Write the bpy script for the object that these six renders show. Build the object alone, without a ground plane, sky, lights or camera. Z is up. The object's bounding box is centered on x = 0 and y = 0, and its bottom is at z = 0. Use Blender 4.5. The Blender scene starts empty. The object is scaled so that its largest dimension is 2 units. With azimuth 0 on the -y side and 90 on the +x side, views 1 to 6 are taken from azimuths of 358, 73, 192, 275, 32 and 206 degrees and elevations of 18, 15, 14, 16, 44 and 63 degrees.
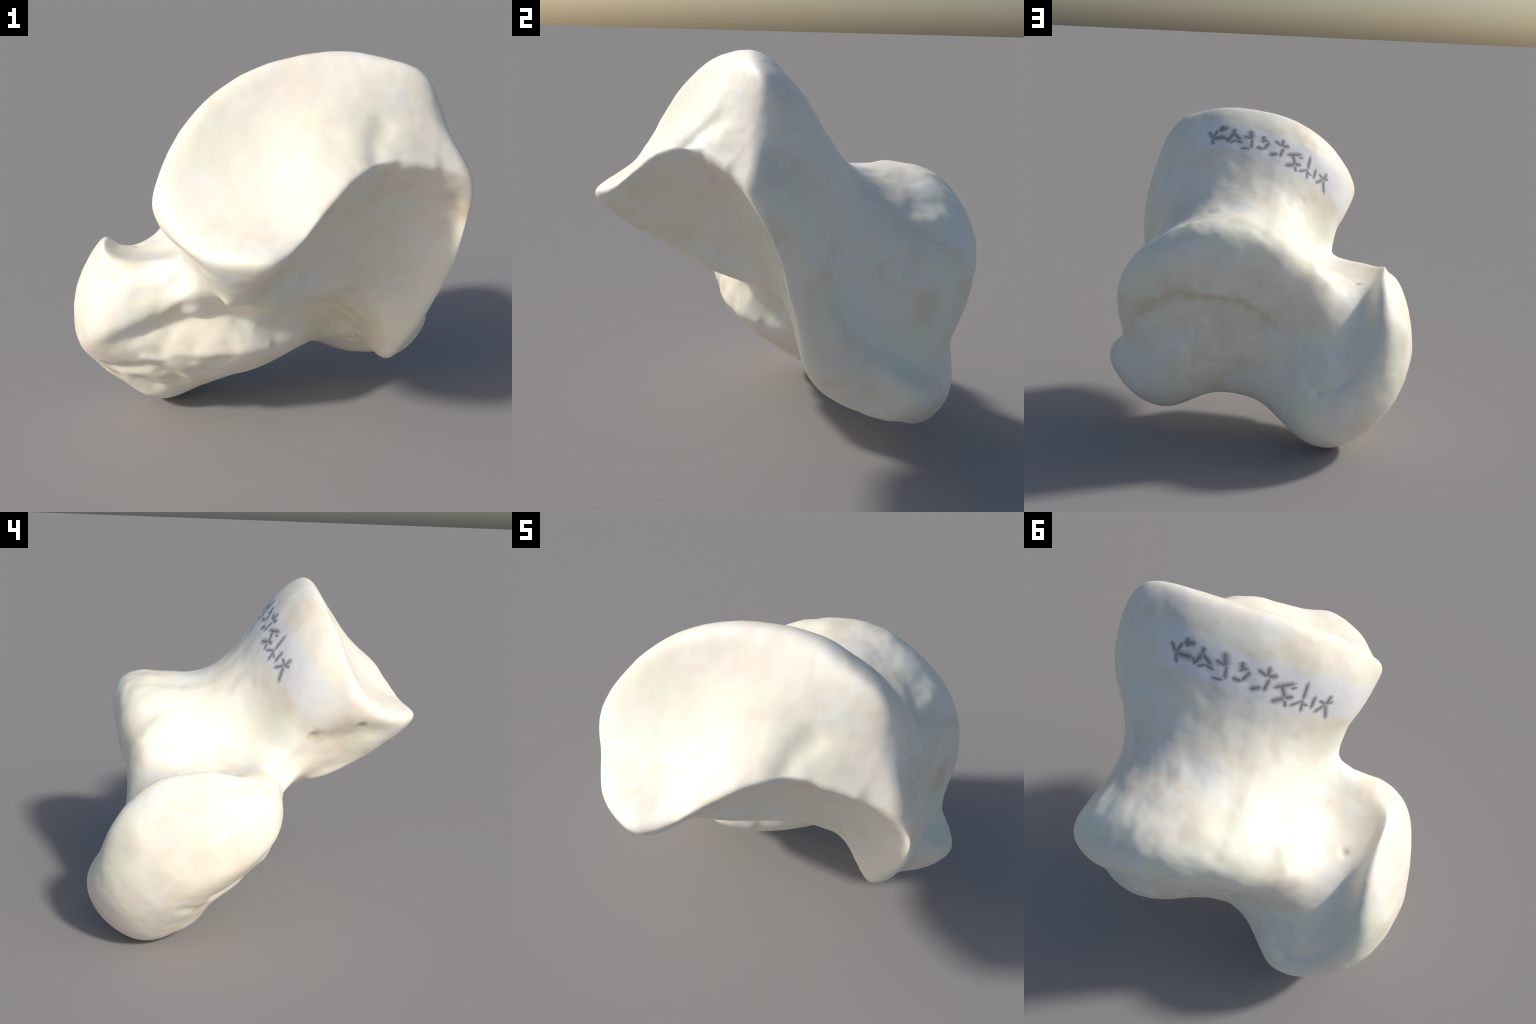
"""A bleached ankle bone (talus): one smooth body lofted from a front plate with
two hollow joint facets, over a waist, to a back plate that carries the head."""
import bpy, math, random
import numpy as np
from mathutils import Vector, Matrix, noise
from mathutils.bvhtree import BVHTree

random.seed(7)

# --------------------------------------------------------------------------
# Control cross-sections (metres).  The front and back plates are 6 x 7 grids
# (rows from top to bottom, columns from the head side to the outer side);
# four closed sections of 22 points join their borders.
# --------------------------------------------------------------------------
FRONT = [
    # upper rim of the large facet
    [(-.435, -.532, 1.535), (-.346, -.474, 1.747), (-.155, -.379, 1.917), (.100, -.292, 2.028), (.426, -.222, 2.039), (.586, -.298, 1.986), (.783, -.293, 1.936)],
    # upper part of its hollow
    [(-.491, -.589, 1.470), (-.260, -.500, 1.638), (-.084, -.438, 1.726), (.117, -.400, 1.796), (.360, -.387, 1.840), (.541, -.373, 1.816), (.827, -.301, 1.687)],
    # lower part of its hollow
    [(-.441, -.687, 1.364), (-.125, -.614, 1.391), (.064, -.579, 1.443), (.229, -.556, 1.609), (.439, -.488, 1.697), (.669, -.402, 1.648), (.961, -.346, 1.539)],
    # ridge between the two facets, beak to outer corner
    [(-.306, -.886, 1.277), (.060, -1.058, 1.304), (.137, -.897, 1.299), (.315, -.741, 1.489), (.510, -.553, 1.589), (.770, -.428, 1.501), (.993, -.374, 1.410)],
    # hollow of the lower facet
    [(-.191, -.619, 1.030), (-.025, -.723, 1.053), (.012, -.504, 1.080), (.242, -.289, 1.167), (.561, -.175, 1.235), (.823, -.128, 1.215), (.993, -.212, .959)],
    # lower edge of the lower facet, beak to tip
    [(-.196, -.426, .890), (-.113, -.460, .936), (.029, -.421, .882), (.251, -.200, .847), (.557, -.100, .891), (.637, -.072, .579), (.631, .007, .284)],
]
SLOPE = {
    'top': [(-.443, -.359, 1.368), (-.431, -.275, 1.573), (-.229, -.175, 1.783), (.052, -.102, 1.897), (.391, -.037, 1.921), (.616, -.062, 1.894), (.862, -.114, 1.792)],
    'right': [(.976, -.091, 1.457), (1.033, -.100, 1.164), (.971, -.037, .980), (.829, .108, .601), (.717, .348, .156)],
    'bottom': [(.544, .356, .324), (.446, .283, .660), (.204, .089, .732), (.023, -.096, .754), (-.079, -.156, .819), (-.163, -.173, .853)],
    'left': [(-.192, -.281, .939), (-.233, -.379, 1.070), (-.321, -.329, 1.154), (-.411, -.337, 1.245)],
}
THROAT = {
    'top': [(-.328, -.208, 1.051), (-.295, -.080, 1.181), (-.190, .013, 1.440), (-.000, .091, 1.548), (.214, .140, 1.587), (.425, .158, 1.570), (.627, .167, 1.490)],
    'right': [(.762, .149, 1.192), (.669, .136, .846), (.736, .203, .693), (.813, .270, .509), (.857, .374, .215)],
    'bottom': [(.640, .424, .249), (.405, .360, .535), (.183, .135, .631), (.031, .022, .614), (-.052, -.052, .687), (-.270, -.055, .764)],
    'left': [(-.410, -.101, .772), (-.375, -.159, .838), (-.341, -.123, .938), (-.307, -.161, .985)],
}
WAIST = {
    'top': [(-.484, -.093, 1.075), (-.285, .061, 1.012), (-.232, .206, 1.268), (-.111, .291, 1.341), (.019, .341, 1.386), (.198, .377, 1.403), (.406, .426, 1.344)],
    'right': [(.724, .434, 1.130), (.723, .445, .794), (.769, .434, .579), (.992, .382, .510), (.924, .430, .280)],
    'bottom': [(.677, .482, .213), (.417, .352, .448), (.248, .023, .526), (.091, -.094, .482), (-.074, -.231, .547), (-.502, -.270, .624)],
    'left': [(-.842, -.190, .640), (-.820, -.321, .728), (-.711, -.282, .956), (-.619, -.183, .991)],
}
MIDDLE = {
    'top': [(-.707, -.045, 1.057), (-.492, .246, .933), (-.329, .457, 1.257), (-.268, .539, 1.334), (-.205, .592, 1.377), (-.000, .672, 1.449), (.359, .753, 1.456)],
    'right': [(.812, .790, 1.164), (.893, .695, .808), (.833, .594, .501), (1.046, .506, .433), (.829, .591, .219)],
    'bottom': [(.533, .637, .068), (.318, .607, .262), (.203, .391, .313), (-.065, .237, .246), (-.417, .185, .229), (-.664, .147, .246)],
    'left': [(-1.053, .317, .385), (-1.032, .174, .678), (-.926, .037, 1.023), (-.787, -.065, .992)],
}
BACK = [
    # back crest, from the head's ridge
    [(-.831, .042, 1.115), (-.623, .314, .950), (-.340, .654, 1.183), (-.304, .700, 1.229), (-.280, .754, 1.270), (-.079, .864, 1.361), (.253, .912, 1.402)],
    # upper back
    [(-.760, .296, 1.152), (-.705, .422, .934), (-.514, .634, .921), (-.334, .698, .927), (-.147, .788, .971), (.158, .894, 1.055), (.610, 1.004, 1.084)],
    # middle of the back
    [(-.836, .587, .991), (-.670, .631, .681), (-.512, .683, .700), (-.292, .661, .705), (.001, .670, .766), (.330, .779, .830), (.724, .852, .829)],
    # lower back
    [(-1.008, .739, .657), (-.485, .836, .460), (-.411, .814, .571), (-.247, .678, .550), (.051, .718, .630), (.313, .905, .690), (.605, .791, .584)],
    # above the arch
    [(-.889, .762, .197), (-.420, 1.034, .260), (-.271, .727, .463), (-.023, .604, .489), (.199, .779, .529), (.407, .893, .533), (.733, .790, .457)],
    # lower edge
    [(-.614, .461, -.168), (-.353, .676, -.071), (-.118, .570, .189), (.182, .637, .271), (.294, .751, .249), (.462, .786, .223), (.690, .820, .281)],
]

NR, NC = 6, 7
BORDER = ([(0, c) for c in range(NC)] + [(r, NC - 1) for r in range(1, NR)]
          + [(NR - 1, c) for c in range(NC - 2, -1, -1)] + [(r, 0) for r in range(NR - 2, 0, -1)])
NB = len(BORDER)
N_GRID = NR * NC


def front_id(r, c):
    return r * NC + c


def back_id(r, c):
    return N_GRID + 4 * NB + r * NC + c


def section_id(k, i):
    i %= NB
    if k == 0:
        return front_id(*BORDER[i])
    if k == 5:
        return back_id(*BORDER[i])
    return N_GRID + (k - 1) * NB + i


def cage():
    points = [p for row in FRONT for p in row]
    for sec in (SLOPE, THROAT, WAIST, MIDDLE):
        points += sec['top'] + sec['right'] + sec['bottom'] + sec['left']
    points += [p for row in BACK for p in row]
    faces = []
    for r in range(NR - 1):
        for c in range(NC - 1):
            faces.append((front_id(r, c), front_id(r + 1, c), front_id(r + 1, c + 1), front_id(r, c + 1)))
            faces.append((back_id(r, c), back_id(r, c + 1), back_id(r + 1, c + 1), back_id(r + 1, c)))
    for k in range(5):
        for i in range(NB):
            faces.append((section_id(k, i), section_id(k, i + 1), section_id(k + 1, i + 1), section_id(k + 1, i)))
    crease = {}

    def mark(ids, s):
        for a, b in zip(ids, ids[1:]):
            crease[(min(a, b), max(a, b))] = s
    mark([front_id(3, c) for c in (2, 3)], 1.4)           # ridge between the facets
    mark([front_id(3, c) for c in (3, 4, 5, 6)], 2.0)
    mark([front_id(0, c) for c in range(NC)], .7)         # rim of the big facet
    mark([front_id(r, 0) for r in (0, 1, 2)], .8)
    mark([front_id(2, 0), front_id(3, 0), front_id(3, 1), front_id(3, 2)], .5)
    mark([front_id(0, 6), front_id(1, 6)], .6)
    mark([front_id(r, 6) for r in (3, 4)], .8)            # outer edge down to the tip
    mark([front_id(r, 6) for r in (4, 5)], .5)
    mark([front_id(5, c) for c in (6, 5)], .3)
    mark([front_id(r, 6) for r in (1, 2, 3)], .8)
    mark([front_id(5, c) for c in (1, 2)], 1.5)           # lower edge of the lower facet
    mark([front_id(5, c) for c in (2, 3, 4)], 2.4)
    mark([front_id(5, c) for c in (4, 5)], 1.2)
    mark([back_id(r, 0) for r in (1, 2, 3)], 1.0)         # the head's ridge
    mark([back_id(0, 2), back_id(1, 2)], .7)              # shoulder beside the trough
    return np.array(points, float), np.array(faces), crease


def catmull_clark(P, F, crease):
    """One level of subdivision with semi-sharp creases."""
    n, nf = len(P), len(F)
    E = np.sort(np.stack([F, np.roll(F, -1, 1)], -1).reshape(-1, 2), 1)
    u, inv = np.unique(E[:, 0] * n + E[:, 1], return_inverse=True)
    ed, fe, ne = np.stack([u // n, u % n], 1), inv.reshape(nf, 4), len(u)
    sh = np.zeros(ne)
    for (a, b), s in crease.items():
        sh[np.searchsorted(u, min(a, b) * n + max(a, b))] = s
    fp = P[F].mean(1)
    rep = np.repeat(np.arange(nf), 4)
    es = np.zeros((ne, 3))
    np.add.at(es, fe.ravel(), fp[rep])
    mid = (P[ed[:, 0]] + P[ed[:, 1]]) / 2
    w = np.clip(sh, 0, 1)[:, None]
    ep = (mid * 2 + es) / 4 * (1 - w) + mid * w
    val = np.bincount(ed.ravel(), minlength=n).astype(float)[:, None]
    q = np.zeros((n, 3))
    np.add.at(q, F.ravel(), fp[rep])
    m = np.zeros((n, 3))
    np.add.at(m, ed[:, 0], mid)
    np.add.at(m, ed[:, 1], mid)
    vs = (q / val + 2 * m / val + (val - 3) * P) / val
    cs = sh > 0
    cnt = np.bincount(ed[cs].ravel(), minlength=n)
    sm = np.zeros((n, 3))
    np.add.at(sm, ed[cs, 0], P[ed[cs, 1]])
    np.add.at(sm, ed[cs, 1], P[ed[cs, 0]])
    sv = np.zeros(n)
    np.add.at(sv, ed[cs].ravel(), np.repeat(sh[cs], 2))
    wv = np.clip(sv / np.maximum(cnt, 1), 0, 1)[:, None]
    vc = np.where((cnt == 2)[:, None], (6 * P + sm) / 8, np.where((cnt > 2)[:, None], P, vs))
    vp = vs * (1 - wv) + vc * wv
    e0, e1 = fe + n, np.roll(fe, 1, 1) + n
    f = np.repeat((np.arange(nf) + n + ne)[:, None], 4, 1)
    F2 = np.stack([F, e0, f, e1], -1).reshape(-1, 4)
    c2 = {}
    for j in np.nonzero(sh > 1)[0]:
        c2[(int(ed[j, 0]), int(n + j))] = sh[j] - 1
        c2[(int(ed[j, 1]), int(n + j))] = sh[j] - 1
    return np.concatenate([vp, ep, fp]), F2, c2


def normals(P, F):
    fn = np.cross(P[F[:, 2]] - P[F[:, 0]], P[F[:, 3]] - P[F[:, 1]])
    N = np.zeros_like(P)
    for k in range(4):
        np.add.at(N, F[:, k], fn)
    return N / np.linalg.norm(N, axis=1)[:, None]


LEVELS = 5

# --------------------------------------------------------------------------
# Regions of the loft: every cage face belongs to one anatomical part
# --------------------------------------------------------------------------
FACET, LOWER_FACET, NECK, HEAD, BODY = range(5)
PART_NAMES = {FACET: "joint_facet", LOWER_FACET: "joint_facet.001", NECK: "neck", HEAD: "head", BODY: "body"}


def cage_regions():
    region = []
    for r in range(NR - 1):
        for c in range(NC - 1):
            region.append(FACET if r < 3 else LOWER_FACET)
            region.append(HEAD if c < 1 else BODY)
    for k in range(5):
        for i in range(NB):
            inner = i >= 16 or i < 1          # the stations on the head's side
            region.append(HEAD if inner and k >= 3 else NECK if inner and k >= 1 else BODY)
    return np.array(region)


P, F, crease = cage()
region = cage_regions()
for level in range(LEVELS):
    P, F, crease = catmull_clark(P, F, crease)
    region = np.repeat(region, 4)

# --------------------------------------------------------------------------
# Relief: swellings (+) and grooves, pits, hollows (-) along short paths laid
# on the surface: (points, radius, height)
# --------------------------------------------------------------------------
RELIEF = [
    # sinuous groove across the back, with a swelling above it
    ([(.63, .81, .81), (.51, .86, .93), (.36, .87, .99), (.19, .84, .97), (.03, .79, .95), (-.10, .73, .87), (-.17, .69, .78)], .035, -.007),
    ([(.55, .85, 1.02), (.36, .86, 1.08), (.15, .82, 1.07), (-.02, .78, 1.03)], .07, .004),
    ([(.73, .84, .94), (.65, .81, .82)], .03, -.008),
    # crescent hollow behind the head, curling round a small swelling
    ([(-.75, .61, .82), (-.747, .68, .72), (-.688, .75, .595)], .06, -.014),
    ([(-.65, .77, .55), (-.587, .81, .50), (-.50, .83, .48), (-.43, .79, .54)], .055, -.026),
    ([(-.458, .69, .65)], .05, -.010),
    ([(-.536, .73, .617)], .05, .016),
    ([(-.50, .83, .475)], .025, -.012),
    # nutrient hole beside the head's ridge
    ([(-.618, .31, 1.01)], .030, -.012),
    # groove between the hollow of the big facet and its outer plane
    ([(.536, -.423, 1.69), (.487, -.498, 1.624), (.486, -.530, 1.57)], .075, -.016),
    # oblique groove down the outer flank
    ([(.926, -.022, .976), (.85, .175, .783), (.81, .354, .653), (.875, .495, .554)], .07, -.012),
    # furrow under the side of the big facet with two pits
    ([(-.387, -.30, 1.216), (-.358, -.398, 1.187), (-.305, -.531, 1.20), (-.309, -.616, 1.252), (-.263, -.707, 1.25)], .085, -.012),
    ([(-.376, -.354, 1.198)], .035, -.012),
    ([(-.338, -.605, 1.277)], .030, -.012),
    # knobs, furrows and the notch on the front of the neck
    ([(-.62, -.16, .99), (-.59, -.207, .90)], .10, .010),
    ([(-.337, -.172, .796), (-.184, -.139, .72)], .06, .012),
    ([(-.386, -.186, 1.05), (-.402, -.196, .961), (-.378, -.207, .864), (-.44, -.131, .718), (-.511, -.16, .615)], .05, -.006),
    ([(-.79, .106, .41), (-.687, .02, .434), (-.60, -.04, .475), (-.546, -.05, .461), (-.48, -.02, .41), (-.44, .08, .318)], .06, -.018),
    ([(-.55, .25, .18), (-.62, .3, .18)], .10, .012),
    ([(-.583, -.116, .555), (-.486, -.128, .544), (-.412, -.074, .468), (-.359, .073, .327)], .04, .010),
    ([(-.434, -.157, .581), (-.274, -.157, .569), (-.121, -.141, .559), (.03, -.08, .54)], .04, .008),
    # hollow of the lower facet beside its outer edge, and the lip above it
    ([(.87, -.30, 1.29), (.91, -.27, 1.21), (.89, -.25, 1.12)], .08, -.026),
    ([(.63, -.46, 1.53), (.75, -.43, 1.51)], .05, .012),
    ([(.90, -.03, .84), (.87, .02, .70), (.85, .12, .64)], .07, -.016),
    ([(.73, .37, .93), (.76, .49, .92)], .09, .012),
    ([(.74, .26, .72)], .09, .014),
    ([(.90, -.19, 1.58)], .10, -.012),
    # step across the back: a lip above, a sunk strip below
    ([(.27, .85, 1.02), (.14, .84, 1.02), (.0, .80, 1.0), (-.10, .75, .95)], .05, .012),
    ([(.58, .83, .80), (.42, .86, .90), (.27, .84, .94), (.15, .82, .93)], .06, -.014),
    ([(-.19, .76, 1.01)], .08, -.012),
    # shoulder between the back and the trough
    ([(-.34, .50, 1.21), (-.37, .55, 1.17), (-.40, .58, 1.12), (-.45, .55, 1.07)], .08, .022),
    ([(-.50, .34, 1.04)], .08, -.014),
    # under the head and on its face
    ([(-.64, .11, .32), (-.58, .16, .28)], .07, -.022),
    ([(-.92, .0, .65), (-.97, .12, .62)], .12, -.012),
    ([(-.94, .48, .79)], .12, .012),
    ([(-.58, -.22, .91)], .08, -.014),
    ([(-.31, -.17, .82)], .06, .014),
    ([(-.16, -.28, .88)], .06, -.016),
    # pits under the arch
    ([(.531, .324, .41)], .03, -.014),
    ([(.505, .399, .323)], .03, -.012),
    ([(.385, .165, .588), (.45, .2, .52)], .03, -.012),
    # crease at the lower border of the head
    ([(-.882, .265, .367), (-.781, .177, .336)], .045, -.008),
]
# places where the bone is rough and scalloped: (centre, radius, strength)
ROUGH = [((.19, -.79, 1.387), .07, .8), ((.28, -.72, 1.455), .08, .9), ((.39, -.63, 1.514), .08, .9), ((.86, -.36, 1.57), .10, .9), ((.92, -.38, 1.44), .10, .8),
         ((.40, .55, 1.38), .35, 1.0), ((.0, .60, 1.38), .38, 1.0), ((.1, .25, 1.5), .35, .7), ((.58, .60, 1.26), .22, .8),
         ((-.35, -.18, .75), .35, .8), ((-.55, .78, .55), .28, .6), ((.45, .25, .5), .25, .8), ((.50, -.50, 1.55), .12, .7),
         ((.78, -.40, 1.48), .16, .7), ((-.35, -.5, 1.15), .25, .6), ((-.6, .1, .38), .25, .8)]


def path_distance(Q, pts):
    d = np.full(len(Q), 1e9)
    pts = np.array(pts, float)
    if len(pts) == 1:
        return np.linalg.norm(Q - pts[0], axis=1)
    for a, b in zip(pts, pts[1:]):
        ab = b - a
        t = np.clip((Q - a) @ ab / (ab @ ab), 0, 1)[:, None]
        d = np.minimum(d, np.linalg.norm(Q - a - t * ab, axis=1))
    return d


def surface_tree(P, F):
    return BVHTree.FromPolygons([tuple(p) for p in P], [tuple(f) for f in F.tolist()])


tree = surface_tree(P, F)
N = normals(P, F)
shift = np.zeros(len(P))
for pts, radius, height in RELIEF:
    laid = [tree.find_nearest(Vector(p))[0] for p in pts]
    shift += height * np.exp(-(path_distance(P, laid) / radius) ** 2 * 1.6)

rough = np.zeros(len(P))
for c, radius, strength in ROUGH:
    rough = np.maximum(rough, strength * np.exp(-(np.linalg.norm(P - np.array(c), axis=1) / radius) ** 2))
OFFSET = Vector((3.1, 1.7, 5.3))
wave = np.array([noise.noise(Vector(p) * 4.5 + OFFSET) for p in P])
grain = np.array([noise.noise(Vector(p) * 8 - OFFSET) for p in P])
fine = np.array([noise.noise(Vector(p) * 17 + OFFSET * 2) for p in P])
uneven = np.clip(.5 + 1.6 * np.array([noise.noise(Vector(p) * 3 + OFFSET * 3) for p in P]), 0, 1.3)
shift += .0045 * wave + (.0028 + .0050 * rough) * grain + (.0012 + .0026 * rough * uneven) * fine
P = P + N * shift[:, None]
N = normals(P, F)
tree = surface_tree(P, F)

# --------------------------------------------------------------------------
# Writing: a frame lying on the slope behind the big facet
# --------------------------------------------------------------------------
TEXT_ORIGIN = Vector((.441, -.004, 1.819))
ALONG = Vector((-.928, -.213, -.307)).normalized()
OUT = Vector((-.362, .713, .600))
OUT = (OUT - ALONG * OUT.dot(ALONG)).normalized()
UP = OUT.cross(ALONG)
# each sign: its pen strokes as (along, up, along, up, width)
SIGNS = [
    [(-0.034, 0.044, 0.001, -0.002, 0.025), (0.001, -0.002, 0.021, -0.053, 0.021), (0.002, -0.006, 0.087, 0.015, 0.038), (0.083, 0.018, 0.108, -0.017, 0.021), (0.022, 0.063, 0.080, 0.089, 0.031), (0.037, 0.099, 0.043, 0.048, 0.029), (0.002, -0.006, 0.020, 0.064, 0.021)],
    [(0.103, -0.010, 0.123, 0.055, 0.029), (0.122, 0.055, 0.182, 0.016, 0.025), (0.122, 0.050, 0.121, 0.091, 0.029), (0.117, -0.020, 0.154, 0.008, 0.017), (0.151, 0.006, 0.199, -0.001, 0.017)],
    [(0.189, 0.053, 0.251, 0.042, 0.025), (0.250, 0.040, 0.220, 0.108, 0.045), (0.248, 0.048, 0.264, -0.025, 0.025), (0.198, -0.043, 0.257, -0.030, 0.017)],
    [(0.311, 0.094, 0.331, 0.057, 0.037), (0.308, 0.043, 0.356, 0.072, 0.021), (0.290, -0.002, 0.345, -0.003, 0.027), (0.341, -0.005, 0.366, 0.061, 0.027)],
    [(0.392, 0.084, 0.454, 0.064, 0.025), (0.452, 0.063, 0.447, 0.118, 0.029), (0.449, 0.065, 0.502, 0.082, 0.029), (0.464, 0.056, 0.458, -0.020, 0.027), (0.387, -0.028, 0.444, 0.002, 0.029)],
    [(0.493, 0.016, 0.599, 0.072, 0.029), (0.536, 0.043, 0.550, 0.009, 0.029), (0.545, 0.025, 0.571, -0.019, 0.025), (0.573, -0.018, 0.508, -0.059, 0.036), (0.565, -0.016, 0.614, -0.004, 0.027), (0.581, 0.037, 0.612, 0.052, 0.015), (0.573, -0.031, 0.592, -0.068, 0.021)],
    [(0.655, 0.097, 0.663, -0.013, 0.025), (0.667, -0.009, 0.605, -0.056, 0.021), (0.662, -0.003, 0.676, -0.077, 0.023), (0.667, -0.027, 0.700, -0.035, 0.021)],
    [(0.719, 0.031, 0.720, -0.049, 0.025)],
    [(0.801, 0.050, 0.791, -0.010, 0.026), (0.793, -0.007, 0.744, 0.007, 0.021), (0.790, -0.005, 0.741, -0.067, 0.024), (0.788, -0.008, 0.823, 0.014, 0.021), (0.787, -0.008, 0.823, -0.095, 0.026)],
]

# --------------------------------------------------------------------------
# Materials
# --------------------------------------------------------------------------
CREAM = (.95, .885, .76)
COOL = (.92, .93, .875)
TAN = (.88, .77, .60)
STRAW = (.92, .92, .73)
LABEL = (.91, .91, .925)
INK = (.15, .15, .17)
# stained spots: (centre, radius, colour, strength)
STAINS = [
    ((.2, .85, .75), .60, (.86, .79, .62), .6), ((-.97, .2, .6), .42, (.88, .785, .62), .65), ((.2, -.5, 1.65), .60, (.91, .835, .735), .6),
    ((.5, -.3, 1.1), .45, (.90, .83, .74), .5), ((-.35, .78, .75), .3, (.86, .79, .62), .5),
    *[(p, .065, (.74, .60, .42), .42) for p in ((.62, .82, .82), (.56, .85, .88), (.51, .86, .93), (.43, .87, .97), (.36, .87, .99), (.28, .86, .985), (.19, .84, .97), (.11, .82, .96), (.03, .79, .95), (-.05, .76, .91), (-.12, .72, .85))],
    ((.36, .88, 1.0), .17, (.76, .64, .46), .4), ((.05, .80, .95), .14, (.74, .62, .44), .45), ((.55, .85, .9), .12, (.74, .60, .42), .45),
    ((-.15, .7, .83), .12, (.76, .64, .46), .4), ((.15, .82, .72), .22, (.80, .70, .52), .35),
    ((.80, .56, .88), .10, (.78, .72, .46), .6), ((.80, .53, .77), .10, (.78, .72, .48), .5),
    ((.854, -.224, 1.703), .09, (.80, .68, .52), .4), ((.974, -.255, 1.234), .09, (.78, .66, .50), .5), ((.10, .85, .60), .25, (.80, .68, .48), .45), ((-.3, .78, .85), .2, (.80, .70, .5), .4),
    ((-.45, -.2, .7), .22, (.80, .70, .53), .5), ((-.8, .0, .5), .2, (.82, .72, .56), .45),
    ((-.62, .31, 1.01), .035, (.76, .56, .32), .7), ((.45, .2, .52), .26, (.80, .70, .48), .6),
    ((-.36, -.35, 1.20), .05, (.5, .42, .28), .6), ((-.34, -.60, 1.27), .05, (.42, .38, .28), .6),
    ((-.35, -.5, 1.15), .2, (.80, .70, .55), .4), ((-.9, .25, .55), .22, (.84, .75, .6), .35),
    ((.9, -.3, 1.25), .08, (.75, .62, .47), .5), ((.85, -.2, 1.6), .06, (.74, .6, .45), .4),
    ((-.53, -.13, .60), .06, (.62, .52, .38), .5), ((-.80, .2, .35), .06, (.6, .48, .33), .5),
]


class Nodes:
    """Small helper to chain shader nodes."""

    def __init__(self, name):
        self.mat = bpy.data.materials.new(name)
        self.mat.use_nodes = True
        self.tree = self.mat.node_tree
        self.bsdf = self.tree.nodes["Principled BSDF"]

    def link(self, a, b):
        self.tree.links.new(a, b)

    def put(self, socket, value):
        if hasattr(value, "is_linked"):
            self.link(value, socket)
        else:
            socket.default_value = value

    def math(self, op, a, b=0.0, clamp=False):
        n = self.tree.nodes.new("ShaderNodeMath")
        n.operation, n.use_clamp = op, clamp
        self.put(n.inputs[0], a)
        self.put(n.inputs[1], b)
        return n.outputs[0]

    def taper(self, x):
        """0 along the middle of a stroke, rising to 1 at its ends."""
        return self.math("MULTIPLY", self.math("MAXIMUM", self.math("SUBTRACT", x, .5), 0.0), 2.0)

    def smooth_min(self, a, b, reach):
        n = self.tree.nodes.new("ShaderNodeMath")
        n.operation = "SMOOTH_MIN"
        self.put(n.inputs[0], a)
        self.put(n.inputs[1], b)
        n.inputs[2].default_value = reach
        return n.outputs[0]

    def vec(self, op, a, b, out=0):
        n = self.tree.nodes.new("ShaderNodeVectorMath")
        n.operation = op
        self.put(n.inputs[0], a)
        self.put(n.inputs[1], b)
        return n.outputs[out]

    def ramp(self, v, lo, hi, to_lo=0.0, to_hi=1.0):
        n = self.tree.nodes.new("ShaderNodeMapRange")
        n.interpolation_type = "SMOOTHSTEP"
        self.put(n.inputs[0], v)
        for i, x in enumerate((lo, hi, to_lo, to_hi), 1):
            n.inputs[i].default_value = x
        return n.outputs[0]

    def noise(self, coords, scale, detail=3.0, rough=.5, shift=(0, 0, 0), warp=0.0):
        n = self.tree.nodes.new("ShaderNodeTexNoise")
        self.link(self.vec("ADD", coords, shift), n.inputs["Vector"])
        for k, x in (("Scale", scale), ("Detail", detail), ("Roughness", rough), ("Distortion", warp)):
            n.inputs[k].default_value = x
        return n.outputs[0]

    def mix(self, f, a, b):
        n = self.tree.nodes.new("ShaderNodeMix")
        n.data_type = "RGBA"
        self.put(n.inputs[0], f)
        for s, x in ((n.inputs[6], a), (n.inputs[7], b)):
            self.put(s, x if hasattr(x, "is_linked") else (*x, 1))
        return n.outputs[2]

    def coords(self):
        return self.tree.nodes.new("ShaderNodeTexCoord").outputs["Object"]


def stroke_frame(a0, u0, a1, u1):
    """Centre, half length and direction of a pen stroke in the writing's frame."""
    length = math.hypot(a1 - a0, u1 - u0)
    return (a0 + a1) / 2, (u0 + u1) / 2, max(length / 2 * 1.3, .008), (a1 - a0) / length, (u1 - u0) / length


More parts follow.
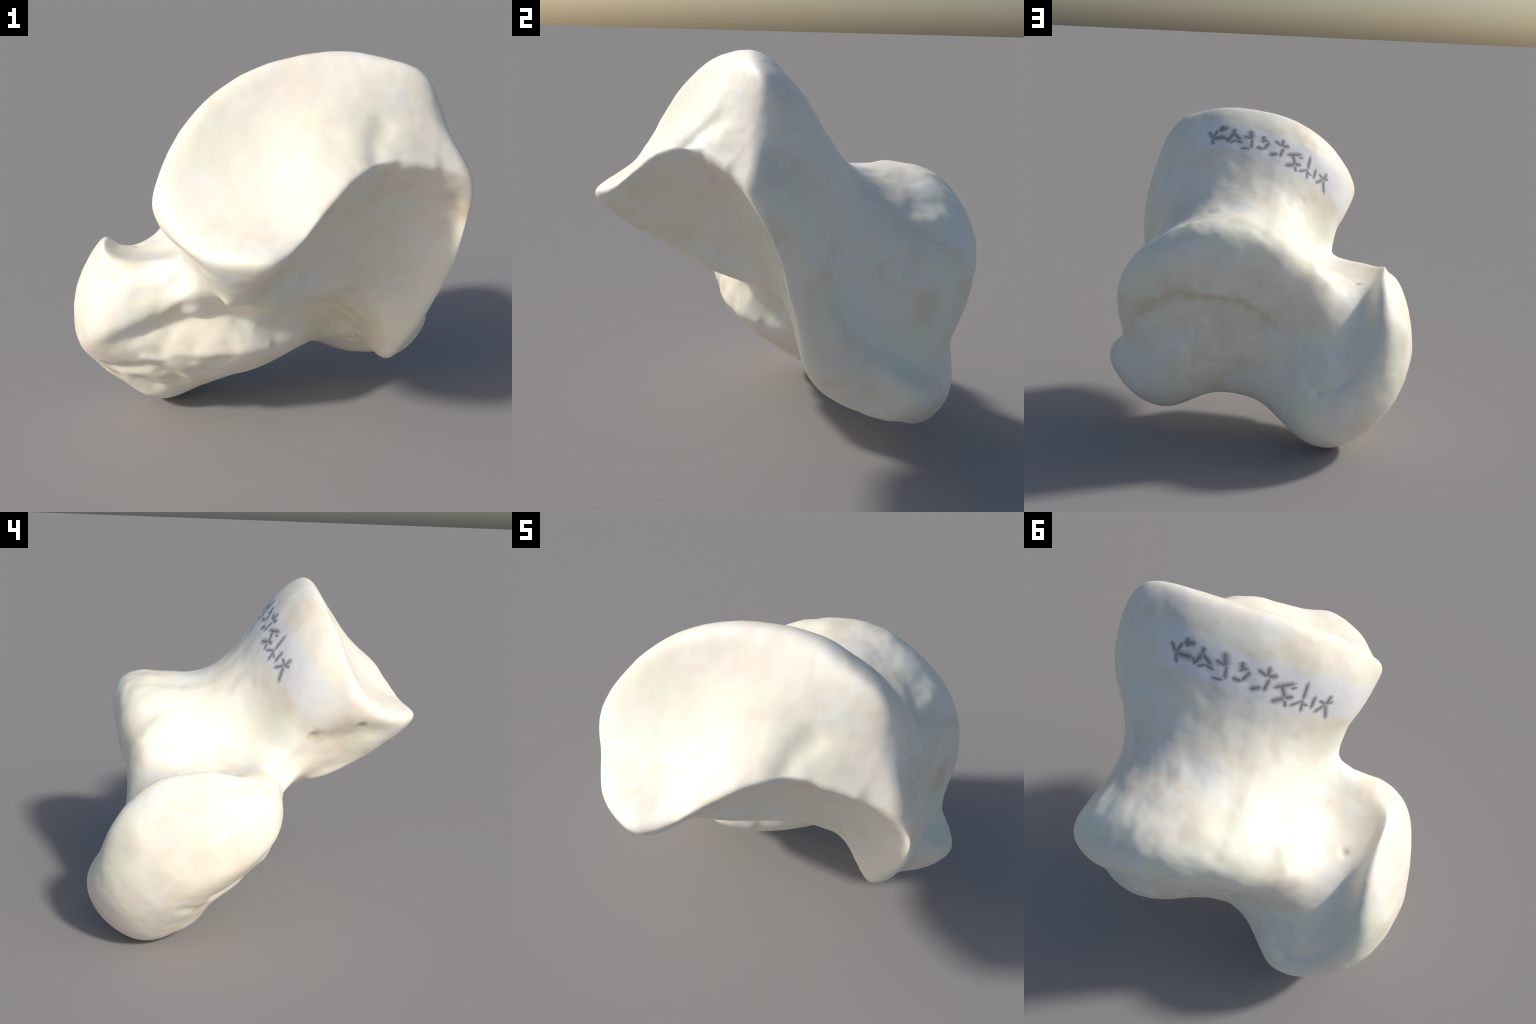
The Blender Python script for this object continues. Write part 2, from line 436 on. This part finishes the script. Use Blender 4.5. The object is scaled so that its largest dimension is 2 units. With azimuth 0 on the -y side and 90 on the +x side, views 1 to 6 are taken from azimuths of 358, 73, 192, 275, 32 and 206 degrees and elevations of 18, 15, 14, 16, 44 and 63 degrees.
def bone_material(name, labelled):
    m = Nodes(name)
    co = m.coords()
    col = m.mix(m.ramp(m.noise(co, 3.4, 4, .6, warp=.2), .46, .70), CREAM, COOL)
    col = m.mix(m.math("MULTIPLY", m.ramp(m.noise(co, 4.6, 4, .6, (7, 2, 4), .2), .46, .72), .85), col, TAN)
    col = m.mix(m.math("MULTIPLY", m.ramp(m.noise(co, 3.6, 4, .55, (1, 9, 3), .2), .46, .70), .8), col, STRAW)
    patch = m.noise(co, 9, 4, .6, (3, 3, 8), .5)
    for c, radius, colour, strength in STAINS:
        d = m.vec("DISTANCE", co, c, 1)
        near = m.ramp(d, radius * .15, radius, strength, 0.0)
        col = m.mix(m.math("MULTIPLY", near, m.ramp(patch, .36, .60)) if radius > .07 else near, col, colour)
    if labelled:
        rel = m.vec("SUBTRACT", co, tuple(TEXT_ORIGIN))
        u = m.vec("DOT_PRODUCT", rel, tuple(ALONG), 1)
        v = m.vec("DOT_PRODUCT", rel, tuple(UP), 1)
        wobble = m.math("MULTIPLY", m.math("SUBTRACT", m.noise(co, 8, 3), .5), .10)
        v = m.math("ADD", v, wobble)
        across = m.math("ABSOLUTE", m.math("SUBTRACT", v, .02))
        band = m.math("MULTIPLY", m.ramp(across, .085, .135, 1, 0), m.ramp(u, -.13, -.03))
        band = m.math("MULTIPLY", band, m.ramp(u, .95, 1.12, 1, 0))
        band = m.math("MULTIPLY", band, m.ramp(m.vec("DOT_PRODUCT", rel, tuple(OUT), 1), -.38, -.26))
        col = m.mix(m.math("MULTIPLY", band, .8), col, LABEL)
        # blurred ink: the nearest lens-shaped stroke darkens the label
        flat = m.tree.nodes.new("ShaderNodeCombineXYZ")
        m.link(u, flat.inputs[0])
        m.link(m.vec("DOT_PRODUCT", rel, tuple(UP), 1), flat.inputs[1])
        flat.inputs[2].default_value = 1
        least = 4.0
        for a0, u0, a1, u1, width in (s for sign in SIGNS for s in sign):
            ca, cu, half, da, du = stroke_frame(a0, u0, a1, u1)
            w = width * .82
            x = m.vec("DOT_PRODUCT", flat.outputs[0], (da / half, du / half, -(ca * da + cu * du) / half), 1)
            y = m.vec("DOT_PRODUCT", flat.outputs[0], (-du / w, da / w, (ca * du - cu * da) / w), 1)
            least = m.smooth_min(least, m.math("ADD", m.taper(m.math("ABSOLUTE", x)), m.math("ABSOLUTE", y)), .4)
        dark = m.math("MULTIPLY", m.ramp(least, -.25, 1.2, .86, 0), m.ramp(m.vec("DOT_PRODUCT", rel, tuple(OUT), 1), -.2, -.12))
        col = m.mix(dark, col, INK)
    m.link(col, m.bsdf.inputs["Base Color"])
    m.link(m.ramp(m.noise(co, 14, 3), .3, .7, .48, .62), m.bsdf.inputs["Roughness"])
    m.bsdf.inputs["Specular IOR Level"].default_value = .5
    bump = m.tree.nodes.new("ShaderNodeBump")
    bump.inputs["Strength"].default_value = .35
    bump.inputs["Distance"].default_value = .006
    m.link(m.noise(co, 13, 1.5, .5), bump.inputs["Height"])
    m.link(bump.outputs[0], m.bsdf.inputs["Normal"])
    return m.mat


def ink_material():
    """The dark spine of a stroke; its blurred borders lie in the bone's own colour."""
    m = Nodes("faded_ink")
    sep = m.tree.nodes.new("ShaderNodeSeparateXYZ")
    m.link(m.coords(), sep.inputs[0])
    x, y = m.math("ABSOLUTE", sep.outputs[0]), m.math("ABSOLUTE", sep.outputs[1])
    rim = m.math("ADD", m.taper(x), m.math("MULTIPLY", y, CORE))
    m.link(m.mix(m.ramp(rim, -.25, 1.2, .86, 0), LABEL, INK), m.bsdf.inputs["Base Color"])
    m.bsdf.inputs["Roughness"].default_value = .6
    m.bsdf.inputs["Specular IOR Level"].default_value = .3
    return m.mat


CORE = .12      # width of the dark spine as a share of the blurred stroke
bone, bone_labelled, ink = bone_material("bleached_bone", False), bone_material("bleached_bone_labelled", True), ink_material()

# --------------------------------------------------------------------------
# Objects
# --------------------------------------------------------------------------
root = bpy.data.objects.new("ankle_bone", None)
bpy.context.scene.collection.objects.link(root)
root["label"] = "bleached ankle bone with hollow joint facets and faded inked number"
root["category"] = "bone"

parts = {}
for key, name in PART_NAMES.items():
    mine = F[region == key]
    used, local = np.unique(mine, return_inverse=True)
    me = bpy.data.meshes.new(name)
    me.from_pydata(P[used].tolist(), [], local.reshape(-1, 4).tolist())
    me.polygons.foreach_set("use_smooth", [True] * len(mine))
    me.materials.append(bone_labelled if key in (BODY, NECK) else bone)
    me.normals_split_custom_set_from_vertices(N[used].tolist())
    ob = bpy.data.objects.new(name, me)
    ob.parent = root
    bpy.context.scene.collection.objects.link(ob)
    parts[key] = ob


def on_surface(along, up, lift):
    p = TEXT_ORIGIN + ALONG * along + UP * up + OUT * .3
    hit, normal, _, _ = tree.ray_cast(p, -OUT)
    return hit + OUT * lift


STEPS, ACROSS = 8, 2
order = 0
for sign in SIGNS:
    for a0, u0, a1, u1, width in sign:
        ca, cu, half, da, du = stroke_frame(a0, u0, a1, u1)
        reach, spine = .55, width * .82 * CORE
        lift = .0010 + .0002 * (order % 5)
        grid = []
        for i in range(STEPS + 1):
            x = reach * (-1 + 2 * i / STEPS)
            w = spine * max(1 - abs(x / reach), .04)
            for j in range(ACROSS + 1):
                y = -1 + 2 * j / ACROSS
                grid.append(on_surface(ca + da * half * x - du * w * y, cu + du * half * x + da * w * y, lift))
        faces = []
        for i in range(STEPS):
            for j in range(ACROSS):
                k = i * (ACROSS + 1) + j
                faces.append((k, k + ACROSS + 1, k + ACROSS + 2, k + 1))
        ex, ey = ALONG * da + UP * du, ALONG * -du + UP * da
        frame = Matrix.Translation(on_surface(ca, cu, 0)) @ Matrix((ex * half, ey * spine, OUT * .02)).transposed().to_4x4()
        inverse = frame.inverted()
        me = bpy.data.meshes.new("ink_stroke")
        me.from_pydata([inverse @ p for p in grid], [], faces)
        me.polygons.foreach_set("use_smooth", [True] * len(faces))
        me.materials.append(ink)
        ob = bpy.data.objects.new("ink_stroke" + (".%03d" % order if order else ""), me)
        ob.parent = parts[BODY]
        ob.matrix_world = frame
        bpy.context.scene.collection.objects.link(ob)
        order += 1
